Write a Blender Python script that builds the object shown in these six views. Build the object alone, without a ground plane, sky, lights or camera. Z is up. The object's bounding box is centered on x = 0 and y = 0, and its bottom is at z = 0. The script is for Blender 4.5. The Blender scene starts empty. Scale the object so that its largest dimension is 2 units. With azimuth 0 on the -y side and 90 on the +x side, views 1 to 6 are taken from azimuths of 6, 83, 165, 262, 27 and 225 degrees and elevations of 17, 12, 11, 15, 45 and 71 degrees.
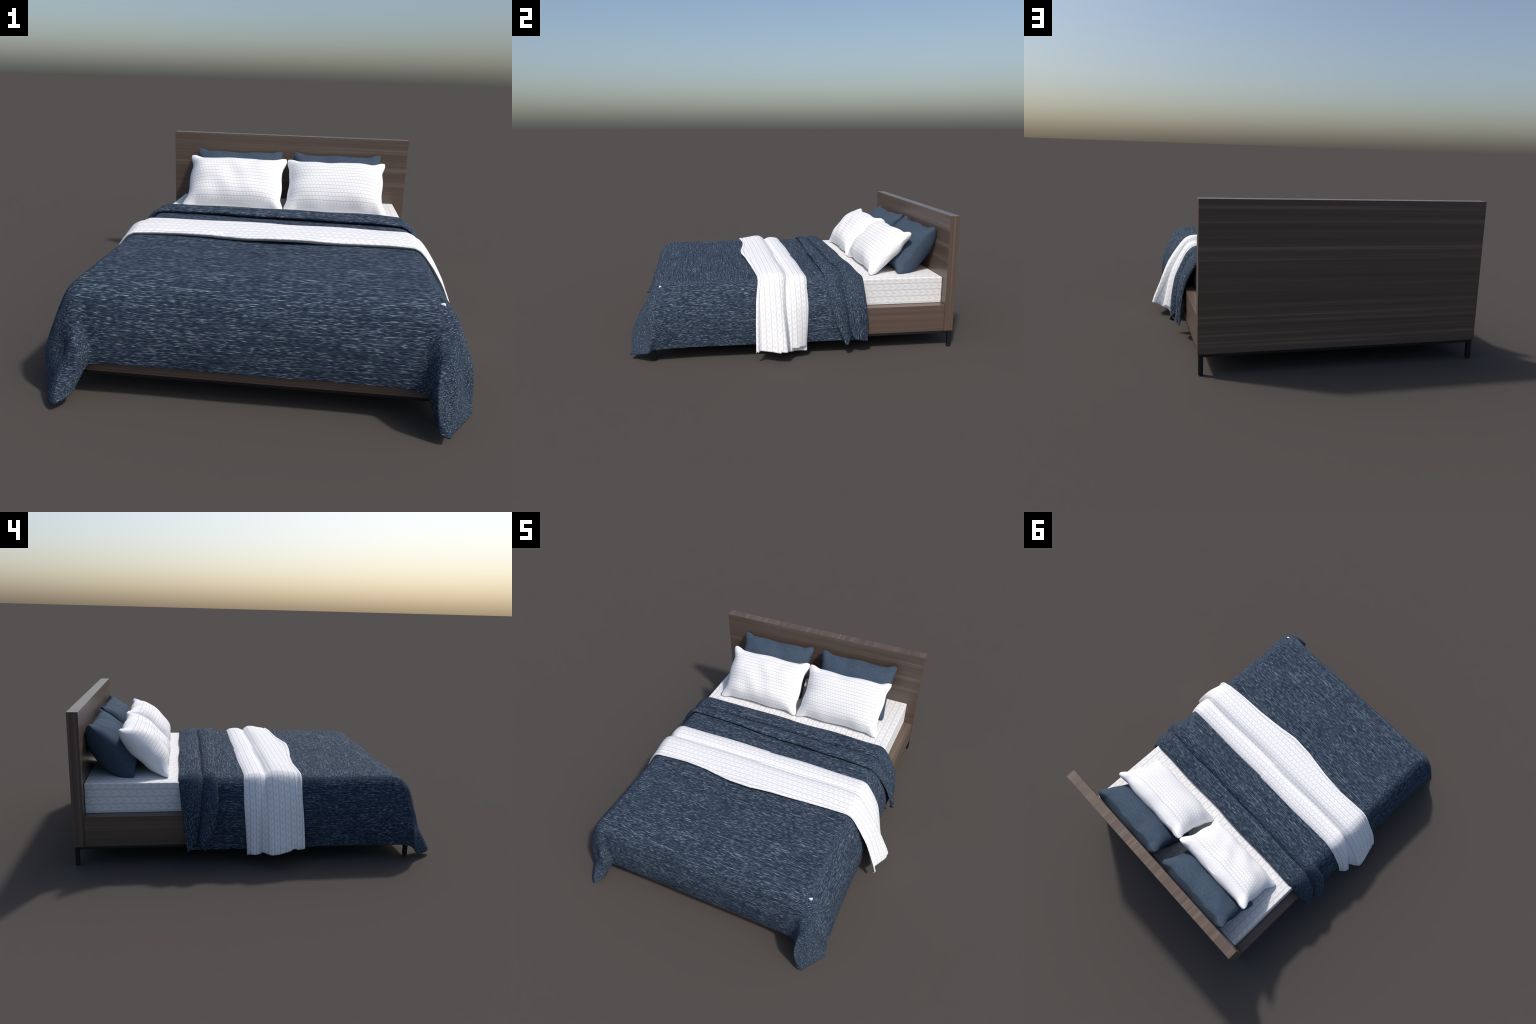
import bpy, bmesh, math, random
import numpy as np
from mathutils import Matrix, Vector

random.seed(7)
RNG = np.random.default_rng(11)
CX = -0.0145                       # the frame's mid line in x

# =====================================================================
#  material helpers
# =====================================================================
class Nodes:
    def __init__(self, name):
        self.mat = bpy.data.materials.new(name)
        self.mat.use_nodes = True
        self.t = self.mat.node_tree
        self.t.nodes.clear()
        self.out = self.t.nodes.new('ShaderNodeOutputMaterial')
        self.bsdf = self.t.nodes.new('ShaderNodeBsdfPrincipled')
        self.t.links.new(self.bsdf.outputs[0], self.out.inputs[0])
        self.tc = self.t.nodes.new('ShaderNodeTexCoord')

    def link(self, a, sock):
        if isinstance(a, bpy.types.NodeSocket):
            self.t.links.new(a, sock)
        else:
            sock.default_value = a

    def math(self, op, a, b=0.0, c=0.0, clamp=False):
        n = self.t.nodes.new('ShaderNodeMath')
        n.operation = op
        n.use_clamp = clamp
        for i, v in enumerate((a, b, c)):
            self.link(v, n.inputs[i])
        return n.outputs[0]

    def sep(self, v):
        n = self.t.nodes.new('ShaderNodeSeparateXYZ')
        self.link(v, n.inputs[0])
        return n.outputs

    def comb(self, x, y, z):
        n = self.t.nodes.new('ShaderNodeCombineXYZ')
        for i, v in enumerate((x, y, z)):
            self.link(v, n.inputs[i])
        return n.outputs[0]

    def mapping(self, v, scale=(1, 1, 1), loc=(0, 0, 0), rot=(0, 0, 0)):
        n = self.t.nodes.new('ShaderNodeMapping')
        self.link(v, n.inputs[0])
        n.inputs['Location'].default_value = loc
        n.inputs['Rotation'].default_value = rot
        n.inputs['Scale'].default_value = scale
        return n.outputs[0]

    def noise(self, v, scale=1.0, detail=2.0, rough=0.5, dist=0.0):
        n = self.t.nodes.new('ShaderNodeTexNoise')
        self.link(v, n.inputs['Vector'])
        n.inputs['Scale'].default_value = scale
        n.inputs['Detail'].default_value = detail
        n.inputs['Roughness'].default_value = rough
        n.inputs['Distortion'].default_value = dist
        return n.outputs

    def ramp(self, f, stops, interp='LINEAR'):
        n = self.t.nodes.new('ShaderNodeValToRGB')
        n.color_ramp.interpolation = interp
        e = n.color_ramp.elements
        while len(e) > 1:
            e.remove(e[-1])
        e[0].position, e[0].color = stops[0][0], (*stops[0][1], 1)
        for p, c in stops[1:]:
            k = e.new(p)
            k.color = (*c, 1)
        self.link(f, n.inputs[0])
        return n.outputs[0]

    def mix(self, f, a, b, mode='MIX'):
        n = self.t.nodes.new('ShaderNodeMix')
        n.data_type = 'RGBA'
        n.blend_type = mode
        self.link(f, n.inputs[0])
        for v, s in ((a, n.inputs[6]), (b, n.inputs[7])):
            if isinstance(v, tuple):
                v = (*v, 1) if len(v) == 3 else v
            self.link(v, s)
        return n.outputs[2]

    def mixf(self, f, a, b):
        n = self.t.nodes.new('ShaderNodeMix')
        n.data_type = 'FLOAT'
        self.link(f, n.inputs[0])
        self.link(a, n.inputs[2])
        self.link(b, n.inputs[3])
        return n.outputs[0]

    def smooth(self, x, lo, hi, a=0.0, b=1.0):
        n = self.t.nodes.new('ShaderNodeMapRange')
        n.interpolation_type = 'SMOOTHSTEP'
        self.link(x, n.inputs[0])
        n.inputs[1].default_value, n.inputs[2].default_value = lo, hi
        n.inputs[3].default_value, n.inputs[4].default_value = a, b
        return n.outputs[0]

    def bump(self, h, strength=0.3, dist=0.002):
        n = self.t.nodes.new('ShaderNodeBump')
        n.inputs['Strength'].default_value = strength
        n.inputs['Distance'].default_value = dist
        self.link(h, n.inputs['Height'])
        self.t.links.new(n.outputs[0], self.bsdf.inputs['Normal'])

    def finish(self, color, rough, spec=0.3, sheen=0.0):
        self.link(color, self.bsdf.inputs['Base Color'])
        self.link(rough, self.bsdf.inputs['Roughness'])
        self.bsdf.inputs['Specular IOR Level'].default_value = spec
        self.bsdf.inputs['Sheen Weight'].default_value = sheen
        return self.mat


def knit_lines(n, along, across, col, pitch):
    """groove mask of stockinette knit: columns of nested V stitches"""
    wob = n.noise(n.comb(across, along, 0.0), 14.0, 2.0)[0]
    wob = n.math('MULTIPLY_ADD', wob, 0.30, -0.15)
    b = n.math('FRACT', n.math('MULTIPLY_ADD', across, 1.0 / col, 10.0))
    c = n.math('MULTIPLY', n.math('ABSOLUTE', n.math('SUBTRACT', b, 0.5)), 2.0)
    # every second half column is shifted a little, like hand knit
    k = n.math('FLOOR', n.math('MULTIPLY_ADD', across, 1.0 / col, 10.0))
    jit = n.math('FRACT', n.math('MULTIPLY', k, 0.37))
    a = n.math('MULTIPLY_ADD', along, 1.0 / pitch, jit)
    a = n.math('ADD', a, wob)
    cc = n.math('ADD', n.math('MULTIPLY', c, 0.40), n.math('MULTIPLY', n.math('POWER', c, 3.0), 0.38))
    ph = n.math('FRACT', n.math('ADD', cc, n.math('ADD', a, 50.0)))
    d = n.math('MINIMUM', ph, n.math('SUBTRACT', 1.0, ph))
    arms = n.smooth(d, 0.0, 0.19, 0.62, 0.0)
    border = n.smooth(c, 0.70, 1.0, 0.0, 0.9)
    apex = n.math('MULTIPLY', n.smooth(c, 0.0, 0.22, 1.0, 0.0), n.smooth(ph, 0.0, 0.45, 0.95, 0.25))
    m = n.math('MAXIMUM', n.math('MAXIMUM', arms, border), apex)
    return m


def cloth_white(name, base, line, mapping):
    n = Nodes(name)
    m = mapping(n)
    col = n.mix(m, base, line)
    col_soft = n.noise(n.tc.outputs['Object'], 9.0, 2.0)[0]
    col = n.mix(n.smooth(col_soft, 0.3, 0.7, 0.0, 0.06), col, tuple(v * 0.8 for v in base))
    n.bump(n.math('SUBTRACT', 1.0, m), 0.12, 0.002)
    return n.finish(col, 0.9, 0.1, 0.0)


def map_throw(n):
    x, y, z = n.sep(n.tc.outputs['Object'])[:3]
    xc = n.math('SUBTRACT', x, CX)
    inner = n.math('MINIMUM', n.math('ABSOLUTE', xc), 0.676)
    drop = n.math('MAXIMUM', n.math('SUBTRACT', 0.50, z), 0.0)
    along = n.math('ADD', inner, n.math('MULTIPLY', drop, n.smooth(n.math('ABSOLUTE', xc), 0.60, 0.645)))
    return knit_lines(n, along, y, 0.0315, 0.0325)


def map_sheet(n):
    x, y, z = n.sep(n.tc.outputs['Object'])[:3]
    nrm = n.sep(n.tc.outputs['Normal'])
    side = n.math('GREATER_THAN', n.math('ABSOLUTE', nrm[0]), 0.7)
    s = n.math('SIGN', n.math('SUBTRACT', x, CX))
    across = n.mixf(side, x, n.math('ADD', z, 0.0015))
    along = n.math('MULTIPLY', y, n.mixf(side, 1.0, s))
    return knit_lines(n, along, across, 0.0405, 0.0440)


def map_pillow(n):
    u, v, w = n.sep(n.tc.outputs['Object'])[:3]
    m = knit_lines(n, u, v, 0.0215, 0.0185)
    mask = n.math('MULTIPLY', n.smooth(n.math('ABSOLUTE', u), 0.235, 0.265, 1.0, 0.0),
                  n.smooth(n.math('ABSOLUTE', n.math('ADD', v, 0.004)), 0.139, 0.150, 1.0, 0.0))
    mask = n.math('MULTIPLY', mask, n.smooth(w, 0.005, 0.02))
    fine = n.noise(n.mapping(n.tc.outputs['Object'], (160, 420, 160)), 1.0, 1.0)[0]
    weave = n.smooth(fine, 0.45, 0.8, 0.0, 0.22)
    return n.mixf(mask, weave, n.math('MULTIPLY', m, 0.8))


def denim(name, dirs, dark, mid, light, sc=1.0, contrast=1.0):
    """heathered blue yarn: light slubs stretched along the thread.
    dirs = (thread axis on level and end faces, thread axis on the flanks)"""
    n = Nodes(name)
    o = n.tc.outputs['Object']
    nx = n.math('ABSOLUTE', n.sep(n.tc.outputs['Normal'])[0])
    flank = n.math('GREATER_THAN', nx, 0.62)
    def streak(axis, f, length, seed, det):
        s = [f * sc] * 3
        s[axis] = length * sc
        return n.noise(n.mapping(o, tuple(s), (seed, seed * 1.7, seed * 0.3)), 1.0, det, 0.55)[0]
    level = n.math('GREATER_THAN', n.sep(n.tc.outputs['Normal'])[2], 0.75)
    a = n.mixf(level, streak(dirs[0], 470, 44, 3.1, 0.5), streak(dirs[0], 430, 38, 7.3, 0.5))
    a = n.mixf(flank, a, streak(dirs[1], 470, 48, 5.7, 0.5))
    b = n.mixf(flank, streak(dirs[0], 520, 60, 9.4, 0.5), streak(dirs[1], 520, 60, 1.9, 0.5))
    big = n.noise(o, 7.0 * sc, 3.0)[0]
    rows = n.mixf(flank, streak(dirs[0], 260, 5, 2.7, 0.0), streak(dirs[1], 260, 9, 8.3, 0.0))    # thread rows
    f = n.math('ADD', n.math('MULTIPLY', a, 0.56), n.math('MULTIPLY', b, 0.24))
    f = n.math('ADD', f, n.math('MULTIPLY', rows, 0.20))
    f = n.math('ADD', f, n.math('MULTIPLY_ADD', big, 0.03, -0.015))
    h = 0.5
    col = n.ramp(f, [(h - 0.13 * contrast, dark), (h + 0.02, mid), (h + 0.095 * contrast, tuple(0.76 * p + 0.24 * q for p, q in zip(mid, light))),
                     (h + 0.185 * contrast, light)])
    tint = n.noise(n.mapping(o, (40, 40, 40)), 1.0, 1.0)[1]
    col = n.mix(0.08, col, tint, 'OVERLAY')
    n.bump(f, 0.2, 0.0015)
    return n.finish(col, 0.92, 0.1, 0.0)


def walnut(name, grain_axis, top_axis=None, shift=0.0):
    n = Nodes(name)
    o = n.tc.outputs['Object']
    def grain(axis, seed):
        s = [62.0] * 3
        s[axis] = 0.3
        s2 = [260.0] * 3
        s2[axis] = 1.6
        a = n.noise(n.mapping(o, tuple(s), (seed, seed * 2.1, seed * 0.7)), 0.55, 4.0, 0.6, 0.0)[0]
        b = n.noise(n.mapping(o, tuple(s2), (seed * 3.3, seed, seed)), 1.0, 2.0)[0]
        s3 = [32.0] * 3
        s3[axis] = 0.10
        c = n.noise(n.mapping(o, tuple(s3), (seed * 1.3, seed * 4.1, seed * 2.9)), 1.0, 1.0, 0.5, 0.0)[0]
        thin = n.smooth(n.math('ABSOLUTE', n.math('SUBTRACT', c, 0.5)), 0.0, 0.04, 0.12, 0.0)
        f = n.math('ADD', n.math('MULTIPLY', a, 0.72), n.math('MULTIPLY', b, 0.25))
        return n.math('ADD', f, thin)
    f = grain(grain_axis, 2.3 + shift)
    if top_axis is not None:
        nz = n.math('ABSOLUTE', n.sep(n.tc.outputs['Normal'])[2])
        f = n.mixf(n.math('GREATER_THAN', nz, 0.6), f, grain(top_axis, 6.1))
        nx = n.math('ABSOLUTE', n.sep(n.tc.outputs['Normal'])[0])
        f = n.mixf(n.math('GREATER_THAN', nx, 0.6), f, grain(2, 4.4))
    col = n.ramp(f, [(0.30, (0.079, 0.055, 0.043)), (0.46, (0.104, 0.074, 0.058)),
                     (0.56, (0.120, 0.086, 0.067)), (0.66, (0.168, 0.124, 0.098)), (0.78, (0.205, 0.156, 0.126))])
    n.bump(f, 0.05, 0.001)
    return n.finish(col, 0.30, 0.5)


def plain(name, c, rough, spec=0.5, metal=0.0):
    n = Nodes(name)
    v = n.noise(n.tc.outputs['Object'], 60.0, 3.0)[0]
    col = n.mix(n.smooth(v, 0.3, 0.7, 0.0, 0.35), c, tuple(k * 1.6 for k in c))
    n.bsdf.inputs['Metallic'].default_value = metal
    return n.finish(col, rough, spec)


WHITE = (0.85, 0.85, 0.86)
M_WOOD_X = walnut('walnut_headboard', 0, 1)
M_WOOD_Y = walnut('walnut_rail', 1, None, 1.7)
M_WOOD_FOOT = walnut('walnut_foot_rail', 0, None, 0.6)
M_STEEL = plain('black_steel', (0.008, 0.008, 0.009), 0.45, 0.4)
M_SHEET = cloth_white('knit_sheet', (0.81, 0.81, 0.81), (0.55, 0.555, 0.57), map_sheet)
M_THROW = cloth_white('knit_throw', WHITE, (0.54, 0.545, 0.57), map_throw)
M_PILLOW = cloth_white('knit_pillow', (0.90, 0.90, 0.91), (0.38, 0.385, 0.41), map_pillow)
BLUES = ((0.0125, 0.020, 0.036), (0.030, 0.046, 0.074), (0.24, 0.305, 0.37))
M_DUVET = denim('heather_duvet', (0, 1), *BLUES)
M_CUFF = denim('heather_cuff', (0, 2), *BLUES)
M_BLUE = denim('blue_pillow_cloth', (0, 1), (0.038, 0.057, 0.087), (0.053, 0.078, 0.115), (0.12, 0.17, 0.22), 2.0, 1.4)

# =====================================================================
#  geometry helpers
# =====================================================================
def new_obj(name, mesh, parent=None):
    o = bpy.data.objects.new(name, mesh)
    bpy.context.collection.objects.link(o)
    if parent:
        o.parent = parent
    return o


def box(name, lo, hi, mat, parent, bevel=0.0015, seg=2):
    lo, hi = Vector(lo), Vector(hi)
    bm = bmesh.new()
    bmesh.ops.create_cube(bm, size=1.0)
    for v in bm.verts:
        v.co = Vector([(lo[i] + hi[i]) / 2 + v.co[i] * (hi[i] - lo[i]) for i in range(3)])
    if bevel:
        bmesh.ops.bevel(bm, geom=bm.edges[:], offset=bevel, segments=seg, affect='EDGES', profile=0.5)
    me = bpy.data.meshes.new(name)
    bm.to_mesh(me)
    bm.free()
    me.materials.append(mat)
    for p in me.polygons:
        p.use_smooth = False
    return new_obj(name, me, parent)


def grid_mesh(name, P, mat, smooth=True):
    """P: (rows, cols, 3) array -> quad sheet"""
    r, c, _ = P.shape
    idx = np.arange(r * c).reshape(r, c)
    f = np.stack([idx[:-1, :-1], idx[:-1, 1:], idx[1:, 1:], idx[1:, :-1]], -1).reshape(-1, 4)
    me = bpy.data.meshes.new(name)
    me.from_pydata(P.reshape(-1, 3).tolist(), [], f.tolist())
    me.materials.append(mat)
    for p in me.polygons:
        p.use_smooth = smooth
    me.update()
    return me


def cr(ctrl, n, axis=0, tau=0.42):
    """Catmull-Rom resampling of control rows along an axis"""
    c = np.moveaxis(np.asarray(ctrl, float), axis, 0)
    k = len(c)
    t = np.linspace(0, k - 1, n)
    i = np.minimum(t.astype(int), k - 2)
    f = (t - i).reshape(-1, *[1] * (c.ndim - 1))
    g = lambda j: c[np.clip(j, 0, k - 1)]
    p0, p1, p2, p3 = g(i - 1), g(i), g(i + 1), g(i + 2)
    m1, m2 = tau * (p2 - p0), tau * (p3 - p1)
    f2, f3 = f * f, f * f * f
    out = (2 * f3 - 3 * f2 + 1) * p1 + (f3 - 2 * f2 + f) * m1 + (-2 * f3 + 3 * f2) * p2 + (f3 - f2) * m2
    return np.moveaxis(out, 0, axis)


def lattice_noise(shape_seed, pts, freq, amp):
    """smooth value noise built from a few seeded sine waves"""
    r = np.random.default_rng(shape_seed)
    out = np.zeros(len(pts))
    for _ in range(6):
        k = r.normal(size=3) * freq
        out += np.sin(pts @ k + r.uniform(0, 6.28))
    return out / 6 ** 0.5 * amp


def apply_modifiers(o):
    dg = bpy.context.evaluated_depsgraph_get()
    me = bpy.data.meshes.new_from_object(o.evaluated_get(dg))
    old = o.data
    o.modifiers.clear()
    o.data = me
    me.name = old.name
    bpy.data.meshes.remove(old)


def thicken(o, t, offset=-1):
    m = o.modifiers.new('cloth', 'SOLIDIFY')
    m.thickness = t
    m.offset = offset
    m.use_rim = True
    apply_modifiers(o)


def ip(x, xs, ys):
    return np.interp(x, xs, ys)

# =====================================================================
#  bed frame with mattress
# =====================================================================
bed = bpy.data.objects.new('bed', None)
bpy.context.collection.objects.link(bed)
bed["label"] = "walnut platform bed with tall headboard, black legs, white mattress"
bed["category"] = "bed"

HX = 0.7255                                        # half width of the headboard
box('headboard', (CX - HX, 0.942, 0.105), (CX + HX, 1.0, 0.831), M_WOOD_X, bed)
RT, RB = 0.272, 0.1055
YF = -0.872
for s in (-1, 1):
    a, b = CX + s * 0.7215, CX + s * 0.657
    box('side_rail', (min(a, b), YF, RB), (max(a, b), 0.9415, RT), M_WOOD_Y, bed)
box('foot_rail', (CX - 0.6565, YF, RB), (CX + 0.6565, YF + 0.03, RT), M_WOOD_FOOT, bed)
box('base_panel', (CX - 0.6565, YF + 0.031, 0.225), (CX + 0.6565, 0.9415, 0.262), M_WOOD_Y, bed, 0)

# steel underframe: square tube rails and four legs
T = 0.0115
LX, LYB, LYF = 0.708, 0.984, -0.850
for s in (-1, 1):
    box('steel_bar', (CX + s * LX - T, LYF + T + .0005, 0.088), (CX + s * LX + T, LYB - T - .0005, 0.1045), M_STEEL, bed, 0.003)
for y in (LYF, LYB):
    box('steel_bar', (CX - LX + T + .0005, y - T, 0.088), (CX + LX - T - .0005, y + T, 0.1045), M_STEEL, bed, 0.003)
for s in (-1, 1):
    for y in (LYF, LYB):
        box('leg', (CX + s * LX - T, y - T, 0.0), (CX + s * LX + T, y + T, 0.1045), M_STEEL, bed, 0.003)

MT = 0.4375
mattress = box('mattress', (CX - 0.6605, -0.808, RT + 0.0005), (CX + 0.6605, 0.9405, MT), M_SHEET, bed, 0.004, 3)

# =====================================================================
#  duvet: control net, right half listed from the head end to the foot
# =====================================================================
def duvet_net(side):
    """rows = levels from spine to hem, columns = walk round the perimeter"""
    ys = [0.40, 0.12, -0.15, -0.42, -0.64]
    dx = [0.0, 0.395, 0.608, 0.657, 0.697, 0.738, 0.754, 0.752]      # flank profile
    zs = [0.464, 0.463, 0.461, 0.447, 0.400, 0.300, 0.190, 0.083]
    fy = [-0.73, -0.730, -0.745, -0.824, -0.864, -0.889, -0.894, -0.890]   # foot profile
    fz = [0.464, 0.462, 0.459, 0.436, 0.378, 0.280, 0.205, 0.147]
    # corner columns: flank near corner, shoulder, outer, tip, inner, return to the foot
    C = [
        [(CX, y, .464) for y in (-.690, -.700, -.706, -.710, -.713, -.716)],
        [(x, y, .463) for x, y in ((.38, -.690), (.385, -.700), (.382, -.706), (.378, -.710), (.372, -.713), (.36, -.716))],
        [(.593, -.715, .4595), (.595, -.73, .459), (.592, -.74, .4585), (.587, -.744, .4585), (.58, -.746, .4585), (.56, -.746, .459)],
        [(.640, -.772, .446), (.638, -.793, .4385), (.631, -.806, .4348), (.621, -.815, .4345), (.612, -.825, .435), (.58, -.828, .436)],
        [(.684, -.780, .400), (.687, -.812, .398), (.677, -.840, .393), (.656, -.858, .387), (.632, -.866, .382), (.585, -.867, .378)],
        [(.728, -.790, .300), (.728, -.840, .295), (.708, -.882, .288), (.670, -.915, .282), (.632, -.926, .281), (.590, -.892, .280)],
        [(.748, -.805, .190), (.760, -.858, .182), (.724, -.885, .175), (.680, -.938, .168), (.624, -.978, .166), (.590, -.902, .200)],
        [(.746, -.838, .080), (.768, -.880, .068), (.718, -.922, .050), (.678, -.995, .028), (.638, -.980, .045), (.602, -.905, .135)],
    ]
    if side < 0:
        C[3] = [(.641, -.775, .446), (.643, -.800, .4425), (.638, -.814, .4395), (.625, -.820, .437), (.612, -.823, .436), (.58, -.824, .436)]
        C[5] = [(.732, -.790, .300), (.730, -.835, .295), (.708, -.868, .290), (.672, -.888, .285), (.632, -.894, .281), (.590, -.882, .280)]
        C[6] = [(.752, -.805, .190), (.760, -.852, .182), (.728, -.886, .176), (.674, -.906, .172), (.612, -.934, .174), (.580, -.892, .200)]
        C[7] = [(.750, -.838, .080), (.763, -.884, .052), (.744, -.918, .022), (.676, -.997, .028), (.624, -.956, .056), (.590, -.890, .135)]
    rows = []
    for L in range(8):
        row = [(CX + dx[L], min(y, 9), zs[L]) for y in ys]
        row += [tuple(p) for p in C[L]]
        if L > 1:
            row += [(CX + d, fy[L], fz[L]) for d in (.52, .30, 0.0)]
        else:
            row += [(CX + d * L, y, fz[L]) for d, y in ((.33, -.721), (.19, -.727), (0.0, -.731))]
        rows.append(row)
    A = np.array(rows, float)
    if side < 0:
        A[..., 0] = 2 * CX - A[..., 0]
    # the flanks hang fuller on the left than on the right
    return A


def flare_left(P):
    d = np.clip((0.40 - P[..., 2]) / 0.32, 0, 1)
    w = np.clip((P[..., 1] + 0.80) / 0.35, 0, 1)
    P[..., 0] -= np.where(P[..., 0] < CX - 0.6, 0.004 * d * w, 0)
    return P

nr, nl = duvet_net(1), duvet_net(-1)
net = np.concatenate([nr, nl[:, ::-1][:, 1:]], 1)
P = cr(cr(net, 90, 0, 0.40), 420, 1, 0.28)
flat = P.reshape(-1, 3)
lvl = np.repeat(np.linspace(0, 1, 90), 420)
amp = np.clip(lvl * 1.4 - 0.3, 0.12, 1)
flat[:, 2] += lattice_noise(3, flat, 7.0, 0.0018) * (1 - np.clip(lvl * 2 - .6, 0, 1))
flat[:, 0] += lattice_noise(4, flat * [1, 1, .4], 9.0, 0.0035) * np.clip(lvl * 2.2 - 1, 0, 1)
flat[:, 1] += lattice_noise(5, flat * [1, 1, .4], 9.0, 0.0030) * np.clip(lvl * 2.2 - 1, 0, 1)
# gathered folds in the two hanging foot corners
ax, ay = np.abs(flat[:, 0] - CX) - 0.60, -(flat[:, 1] + 0.80)
in_ear = np.clip(ax / .05, 0, 1) * np.clip(ay / .05, 0, 1) * np.clip((0.33 - flat[:, 2]) / 0.15, 0, 1)
phi = np.arctan2(ax, ay)
fold = 0.0075 * np.sin(8 * phi + 9 * flat[:, 2] + np.where(flat[:, 0] > 0, 0.6, 2.4)) * in_ear
flat[:, 0] += np.sign(flat[:, 0]) * np.sin(phi) * fold
flat[:, 1] -= np.cos(phi) * fold
P = flare_left(flat.reshape(90, 420, 3))
me = grid_mesh('duvet', P, M_DUVET)
bm = bmesh.new()
bm.from_mesh(me)
bmesh.ops.remove_doubles(bm, verts=bm.verts[:], dist=2e-5)     # weld the spine
bmesh.ops.dissolve_degenerate(bm, edges=bm.edges[:], dist=1e-5)
bm.to_mesh(me)
bm.free()
for p in me.polygons:
    p.use_smooth = True
duvet = new_obj('duvet', me)
duvet["label"] = "heathered navy blue duvet draped over the mattress"
duvet["category"] = "duvet"
thicken(duvet, 0.006)

# =====================================================================
#  drape helper: strips of cloth laid across the bed
# =====================================================================
DX = np.array([0.0, 0.35, 0.605, 0.640, 0.659, 0.679, 0.709, 0.738, 0.753, 0.760, 0.763])
DZ = np.array([0.4645, 0.463, 0.4600, 0.4545, 0.444, 0.420, 0.370, 0.300, 0.220, 0.140, 0.083])
dense = cr(np.stack([DX, DZ], 1), 400)
seg = np.r_[0, np.cumsum(np.hypot(*np.diff(dense, axis=0).T))]
def section(arc, side, flare):
    """point and outward normal of the drape section at arc length from the mid line"""
    dx = np.interp(arc, seg, dense[:, 0])
    dz = np.interp(arc, seg, dense[:, 1])
    over = np.maximum(arc - seg[-1], 0)
    dx = dx + over * 0.16
    dz = dz - over * 0.985
    drop = np.clip((0.44 - dz) / 0.36, 0, 1.3)
    dx = dx + flare * drop
    e = 0.016                      # wide stencil keeps the offset surface smooth over the edge
    ax, az = np.interp(arc - e, seg, dense[:, 0]), np.interp(arc - e, seg, dense[:, 1])
    bx, bz = np.interp(np.minimum(arc + e, seg[-1]), seg, dense[:, 0]), np.interp(np.minimum(arc + e, seg[-1]), seg, dense[:, 1])
    tx, tz = bx - ax, bz - az
    l = np.hypot(tx, tz) + 1e-9
    nxv, nzv = -tz / l, tx / l
    return dx, dz, nxv, nzv


def arc_at_z(z):
    """arc length where the drape has come down to height z"""
    return np.where(z > dense[-1, 1], np.interp(-z, -dense[150:, 1], seg[150:]), seg[-1] + (dense[-1, 1] - z) / 0.985)


def strip(name, mat, n_across, n_t, y_fun, o_fun, hem_z, flare_fun, parent=None, thick=0.004):
    """y_fun, o_fun(t, w, side): w = 0 at top edge .. 1 at hem (negative on the top);
    hem_z(t, side) height of the hem; flare_fun(t, side) outward swing at the hem"""
    t = np.linspace(0, 1, n_t)
    half = n_across // 2
    edge = arc_at_z(np.array(0.452))
    cols = []
    for side in (-1, 1):
        q = np.linspace(0, 1, half + 1)
        for_rows = []
        for tt in t:
            A = arc_at_z(np.array(hem_z(tt, side)))
            arc = q * A
            w = (arc - edge) / (A - edge)
            fl = flare_fun(tt, side)
            dx, dz, nx_, nz_ = section(arc, side, fl)
            x0 = CX + side * dx
            o = o_fun(tt, w, x0, side)
            x = x0 + side * nx_ * o
            z = dz + nz_ * o
            y = y_fun(tt, w, x0, side)
            for_rows.append(np.stack([x, y, z], -1))
        g = np.array(for_rows)
        cols.append(g[:, ::-1] if side < 0 else g[:, 1:])
    P = np.concatenate(cols, 1)
    o = new_obj(name, grid_mesh(name, P, mat), parent)
    thicken(o, thick, -1)
    return o

# ---- folded-back cuff at the head end of the duvet --------------------
# share of the way from front edge to head edge, and lift above the duvet
CS = np.array([0.12, 0.03, 0.00, 0.03, 0.11, 0.22, 0.32, 0.40, 0.45, 0.475, 0.48, 0.50, 0.56, 0.68, 0.80, 0.91, 0.98, 1.00, 0.965])
CO = np.array([0.000, 0.005, 0.0115, 0.0190, 0.0250, 0.0260, 0.0205, 0.0115, 0.0030, -0.0010, 0.0045, 0.0115, 0.0195, 0.0215, 0.0175, 0.0080, -0.003, -0.011, -0.019])
cs_f = cr(np.stack([CS, CO], 1), 300, 0, 0.5)
CTD = np.linspace(0, 1, 300)
def over_edge(w, top, flank):
    """blend a quantity from the top of the bed to the hanging flank"""
    k = np.clip((w + .15) / .35, 0, 1)
    k = k * k * (3 - 2 * k)
    return top * (1 - k) + flank * k

def cuff_y(t, w, x, side):
    wn = np.clip(w, 0, 1)
    if side > 0:
        front = (0.197 - 0.012 * np.clip((x - .3) / .3, 0, 1), ip(wn, [0, .35, .7, 1], [.188, .205, .240, .292]))
        crease = (.305, ip(wn, [0, .4, .8, 1], [.296, .320, .338, .345]))
        head = (.434, ip(wn, [0, .25, .7, 1], [.430, .432, .442, .442]))
    else:
        front = (0.197 + 0.042 * np.clip(-(x - .1) / .7, 0, 1), ip(wn, [0, .35, .7, 1], [.236, .230, .245, .288]))
        crease = (.305 + .012 * np.clip(-x / .6, 0, 1), ip(wn, [0, .4, .8, 1], [.318, .325, .338, .345]))
        head = (.436 + .006 * np.clip(-x / .6, 0, 1), ip(wn, [0, .4, .7, 1], [.441, .430, .415, .402]))
    front, crease, head = (over_edge(w, *p) for p in (front, crease, head))
    s = np.interp(t, CTD, cs_f[:, 0])
    y = np.where(s < .475, front + (crease - front) * s / .475, crease + (head - crease) * (s - .475) / .525)
    return y + 0.0025 * np.sin(x * 13 + s * 4)
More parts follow.
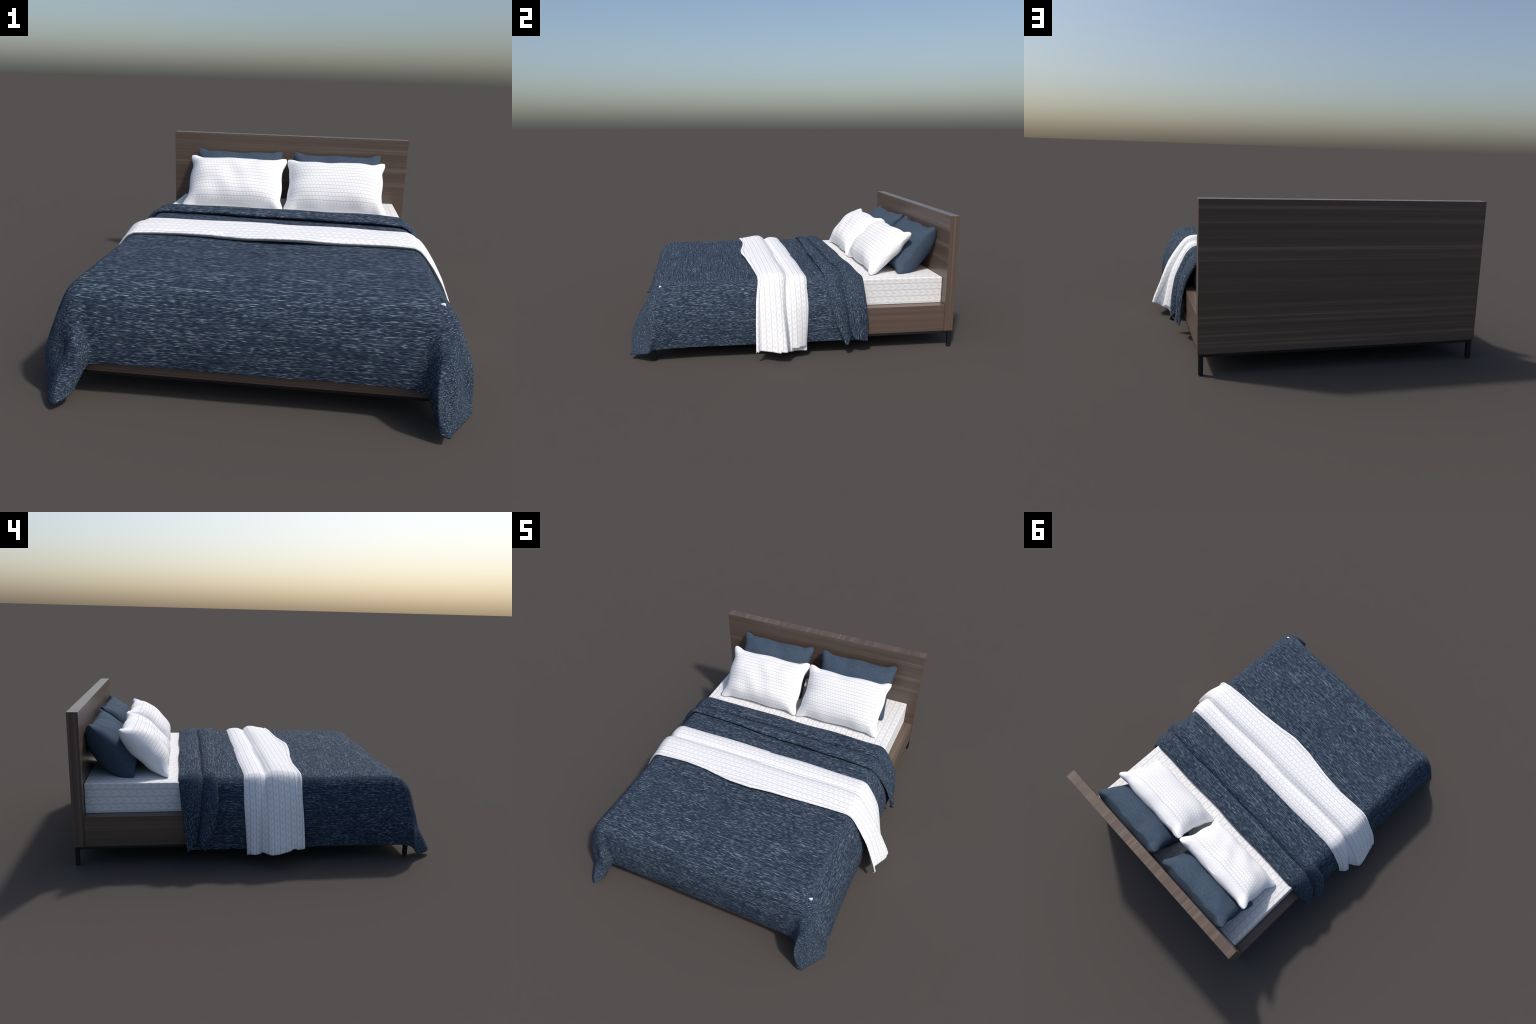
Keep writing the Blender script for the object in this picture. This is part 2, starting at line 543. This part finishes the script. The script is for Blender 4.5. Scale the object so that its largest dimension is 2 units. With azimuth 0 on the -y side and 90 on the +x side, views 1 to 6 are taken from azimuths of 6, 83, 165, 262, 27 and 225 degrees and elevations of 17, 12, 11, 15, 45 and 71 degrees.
def cuff_o(t, w, x, side):
    o = np.interp(t, CTD, cs_f[:, 1])
    s = np.interp(t, CTD, cs_f[:, 0])
    wn = np.clip(w, 0, 1)
    k = 1 - 0.45 * wn
    if t > 0.8:                                    # the head edge tucks to the mattress
        k = k * np.where(w > 0, 1 - 0.4 * wn, 1)
    extra = 0.012 * wn * math.exp(-((s - .2) / .16) ** 2) - 0.010 * wn * math.exp(-((s - .47) / .07) ** 2)
    puff = np.where(w < 0, np.clip(-w * 3, 0, 1), 0) * 0.006 * min(max((o + .004) / .012, 0), 1) * (1 - min(max((s - .6) / .3, 0), 1))
    return o * k + extra + puff + 0.0015 * np.sin(x * 17 + s * 9)
def cuff_hem(t, side):
    s = float(np.interp(t, CTD, cs_f[:, 0]))
    if side > 0:
        return ip(s, [0, .12, .36, .45, .6, .9, 1], [.080, .058, .105, .112, .092, .078, .074])
    return ip(s, [0, .14, .36, .5, .72, .92, 1], [.115, .098, .135, .140, .118, .088, .090])
def cuff_flare(t, side):
    s = float(np.interp(t, CTD, cs_f[:, 0]))
    return (0.014 - 0.018 * s) if side > 0 else 0.026 + 0.01 * math.sin(s * 7)
cuff = strip('turned_cuff', M_CUFF, 260, 110, cuff_y, cuff_o, cuff_hem, cuff_flare, duvet, 0.004)

# ---- knitted throw ------------------------------------------------------
# t from the seam under the front edge, over the two pleats, to the head side edge
TS = np.array([0.06, 0.015, 0.0, 0.03, 0.12, 0.24, 0.36, 0.48, 0.565, 0.62, 0.66, 0.74, 0.84, 0.94, 0.99, 1.0])
TO = np.array([0.003, 0.007, 0.0125, 0.019, 0.0225, 0.028, 0.033, 0.0325, 0.022, 0.0065, 0.0115, 0.021, 0.0210, 0.0135, 0.003, -.002])
ts_f = cr(np.stack([TS, TO], 1), 400)
TTD = np.linspace(0, 1, 400)
def throw_y(t, w, x, side):
    wn = np.clip(w, 0, 1)
    s = np.interp(t, TTD, ts_f[:, 0])
    top_front = ip(x, [-.66, -.45, -.30, -.12, .02, .15, .35, .66], [-.232, -.226, -.236, -.262, -.272, -.256, -.236, -.222])
    if side > 0:
        front = (top_front, ip(wn, [0, .3, .6, 1], [-.226, -.243, -.250, -.254]))
        val = (-.040, ip(wn, [0, .4, 1], [-.052, -.060, -.042]))
        head = (.083, ip(wn, [0, .4, 1], [.076, .075, .060]))
    else:
        front = (top_front, ip(wn, [0, .3, .6, 1], [-.228, -.224, -.230, -.236]))
        val = (-.036, ip(wn, [0, .3, .6, 1], [-.022, -.018, .004, -.002]))
        head = (.088, ip(wn, [0, .4, 1], [.100, .092, .076]))
    front, val, head = (over_edge(w, *p) for p in (front, val, head))
    y = np.where(s < .62, front + (val - front) * s / .62, val + (head - val) * (s - .62) / .38)
    return y + 0.002 * np.sin(x * 11 + 5 * s)
def throw_o(t, w, x, side):
    o = np.interp(t, TTD, ts_f[:, 1])
    s = np.interp(t, TTD, ts_f[:, 0])
    wn = np.clip(w, 0, 1)
    lift = 0.008 * math.exp(-(s / .10) ** 2) * np.exp(-((x - .03) / .16) ** 2)   # front edge stands up mid bed
    dip = -0.0055 * math.exp(-((s - .075) / .016) ** 2)                             # stitched seam behind the edge
    deep = -0.010 * wn * math.exp(-((s - .62) / .06) ** 2)
    bag = 0.006 * wn * math.exp(-((s - .80) / .12) ** 2)
    puff = np.where(w < 0, np.clip(-w * 3, 0, 1), 0) * 0.006 * min(max(o / .012, 0), 1) * (1 - min(max((s - .5) / .12, 0), 1))
    o = o * (1 - 0.45 * np.sin(np.clip(wn * 1.1, 0, 1) * math.pi))
    return o + puff + lift + dip + deep + bag + 0.0012 * np.sin(x * 15 + s * 11) * (1 - wn)
def throw_hem(t, side):
    s = float(np.interp(t, TTD, ts_f[:, 0]))
    if side > 0:
        return ip(s, [0, .06, .3, .58, .64, 1], [.064, .070, .072, .062, .052, .040])
    return ip(s, [0, .1, .17, .23, .4, .60, .66, 1], [.096, .094, .104, .092, .082, .078, .066, .058])
def throw_flare(t, side):
    s = float(np.interp(t, TTD, ts_f[:, 0]))
    if side > 0:
        return ip(s, [0, .05, .10, .35, .54, .62, .72, .85, 1], [.074, .066, .046, .076, .088, .054, .026, .014, .008])
    return ip(s, [0, .3, .5, .62, .8, 1], [.036, .050, .060, .032, .022, .014])
throw = strip('throw_blanket', M_THROW, 300, 150, throw_y, throw_o, throw_hem, throw_flare, None, 0.005)
throw["label"] = "white chunky knit throw blanket folded across the bed"
throw["category"] = "blanket"

# =====================================================================
#  pillows
# =====================================================================
def pillow(name, x0, x1, bottom, top, tf, tb, sharp, lean, mat, seed, label, back_limit=None, pinch=(0.065, 0.10), side_pow=4.8, v_pow=3.3, nu=100, nv=72):
    """bottom/top = (y, z) of the two long seams; tf/tb = swell to the front / back"""
    r = np.random.default_rng(seed)
    W = (x1 - x0) / 2
    b, tpt = np.array(bottom), np.array(top)
    H = np.linalg.norm(tpt - b) / 2
    ey = Vector((0, (tpt - b)[0], (tpt - b)[1])).normalized()
    ex = Vector((1, 0, 0))
    ez = ex.cross(ey)                                   # faces the foot of the bed
    org = Vector(((x0 + x1) / 2, *((b + tpt) / 2)))
    M = Matrix(((ex.x, ey.x, ez.x, org.x), (ex.y, ey.y, ez.y, org.y), (ex.z, ey.z, ez.z, org.z), (0, 0, 0, 1)))
    u = np.sin(np.linspace(-1, 1, nu) * math.pi / 2)
    v = np.sin(np.linspace(-1, 1, nv) * math.pi / 2)
    U, V = np.meshgrid(u, v)
    ph = r.uniform(0, 6.28, 8)
    # seams draw in between the four ears
    st = lambda a: (lambda k: k * k * (3 - 2 * k))(np.clip(a, 0, 1))
    pu = pinch[0] * st((0.92 - np.abs(V)) / 0.40) + 0.014 * np.sin(V * 5.5 + ph[0] + np.sign(U)) * (1 - V ** 2)
    pv = pinch[1] * st((0.95 - np.abs(U)) / 0.24) + 0.022 * np.sin(U * 6.0 + ph[1] + np.sign(V)) * (1 - U ** 2)
    blunt = 1 - 0.015 * (np.abs(U) * np.abs(V)) ** 14
    X = U * W * (1 - pu) * blunt
    Y = V * H * (1 - pv) * blunt
    prof = ((1 - np.abs(U) ** side_pow) * (1 - np.abs(V) ** v_pow)).clip(0) ** 0.5
    ear = 1 - 0.25 * (np.abs(U) * np.abs(V)) ** 4
    pts = np.stack([X, Y, U * 0], -1).reshape(-1, 3)
    # soft creases run in from the edges
    crease = lattice_noise(seed + 1, pts * [1.0, 1.0, 0], 24, 0.0035).reshape(U.shape)
    crease += 0.006 * np.sin(U * 14 + ph[2]) * np.clip(np.abs(V) - .55, 0, 1) ** 1.0
    crease += 0.005 * np.sin(V * 11 + ph[3]) * np.clip(np.abs(U) - .6, 0, 1)
    Zf = prof ** sharp * ear * tf * (1 - lean * V) + crease * prof ** .5
    Zb = -prof * ear * tb - crease * prof ** .5
    rim = 0.004
    F = np.stack([X, Y, Zf + rim], -1)
    B = np.stack([X, Y, Zb - rim], -1)
    n = nu * nv
    idx = np.arange(n).reshape(nv, nu)
    quads = np.stack([idx[:-1, :-1], idx[:-1, 1:], idx[1:, 1:], idx[1:, :-1]], -1).reshape(-1, 4)
    faces = quads.tolist() + (quads[:, ::-1] + n).tolist()
    loop = np.r_[idx[0, :], idx[1:, -1], idx[-1, -2::-1], idx[-2:0:-1, 0]]
    for k in range(len(loop)):
        a, c = int(loop[k]), int(loop[(k + 1) % len(loop)])
        faces.append([c, a, a + n, c + n])
    L = np.concatenate([F.reshape(-1, 3), B.reshape(-1, 3)])
    R = np.array(M.to_3x3())
    G = L @ R.T + np.array(org)
    # rests on the mattress and against what stands behind it
    soft = lambda d: np.where(d > 0, d, d * 0.02)
    G[:, 2] = MT + 0.0015 + soft(G[:, 2] - MT - 0.0015)
    if back_limit:
        G[:, 1] = back_limit - soft(back_limit - G[:, 1])
    L = (G - np.array(org)) @ R
    me = bpy.data.meshes.new(name)
    me.from_pydata(L.tolist(), [], faces)
    me.materials.append(mat)
    for p in me.polygons:
        p.use_smooth = True
    me.update()
    o = new_obj(name, me)
    o.matrix_world = M
    o["label"] = label
    o["category"] = "pillow"
    return o

WL = "plump white pillow with a fine knit front"
BL = "square plump pillow in plain dark blue cloth"
pillow('white_pillow', -0.592, -0.015, (0.498, 0.444), (0.758, 0.709), 0.084, 0.070, 1.45, 0.0, M_PILLOW, 21, WL)
pillow('white_pillow', -0.012, 0.562, (0.500, 0.444), (0.758, 0.707), 0.084, 0.070, 1.45, 0.0, M_PILLOW, 22, WL)
pillow('blue_pillow', -0.583, -0.052, (0.690, 0.440), (0.918, 0.735), 0.070, 0.118, 1.4, 0.42, M_BLUE, 31, BL, 0.9405, pinch=(0.045, 0.10), side_pow=5.5, v_pow=3.6)
pillow('blue_pillow', 0.018, 0.548, (0.690, 0.440), (0.918, 0.735), 0.070, 0.118, 1.4, 0.42, M_BLUE, 32, BL, 0.9405, pinch=(0.045, 0.10), side_pow=5.5, v_pow=3.6)
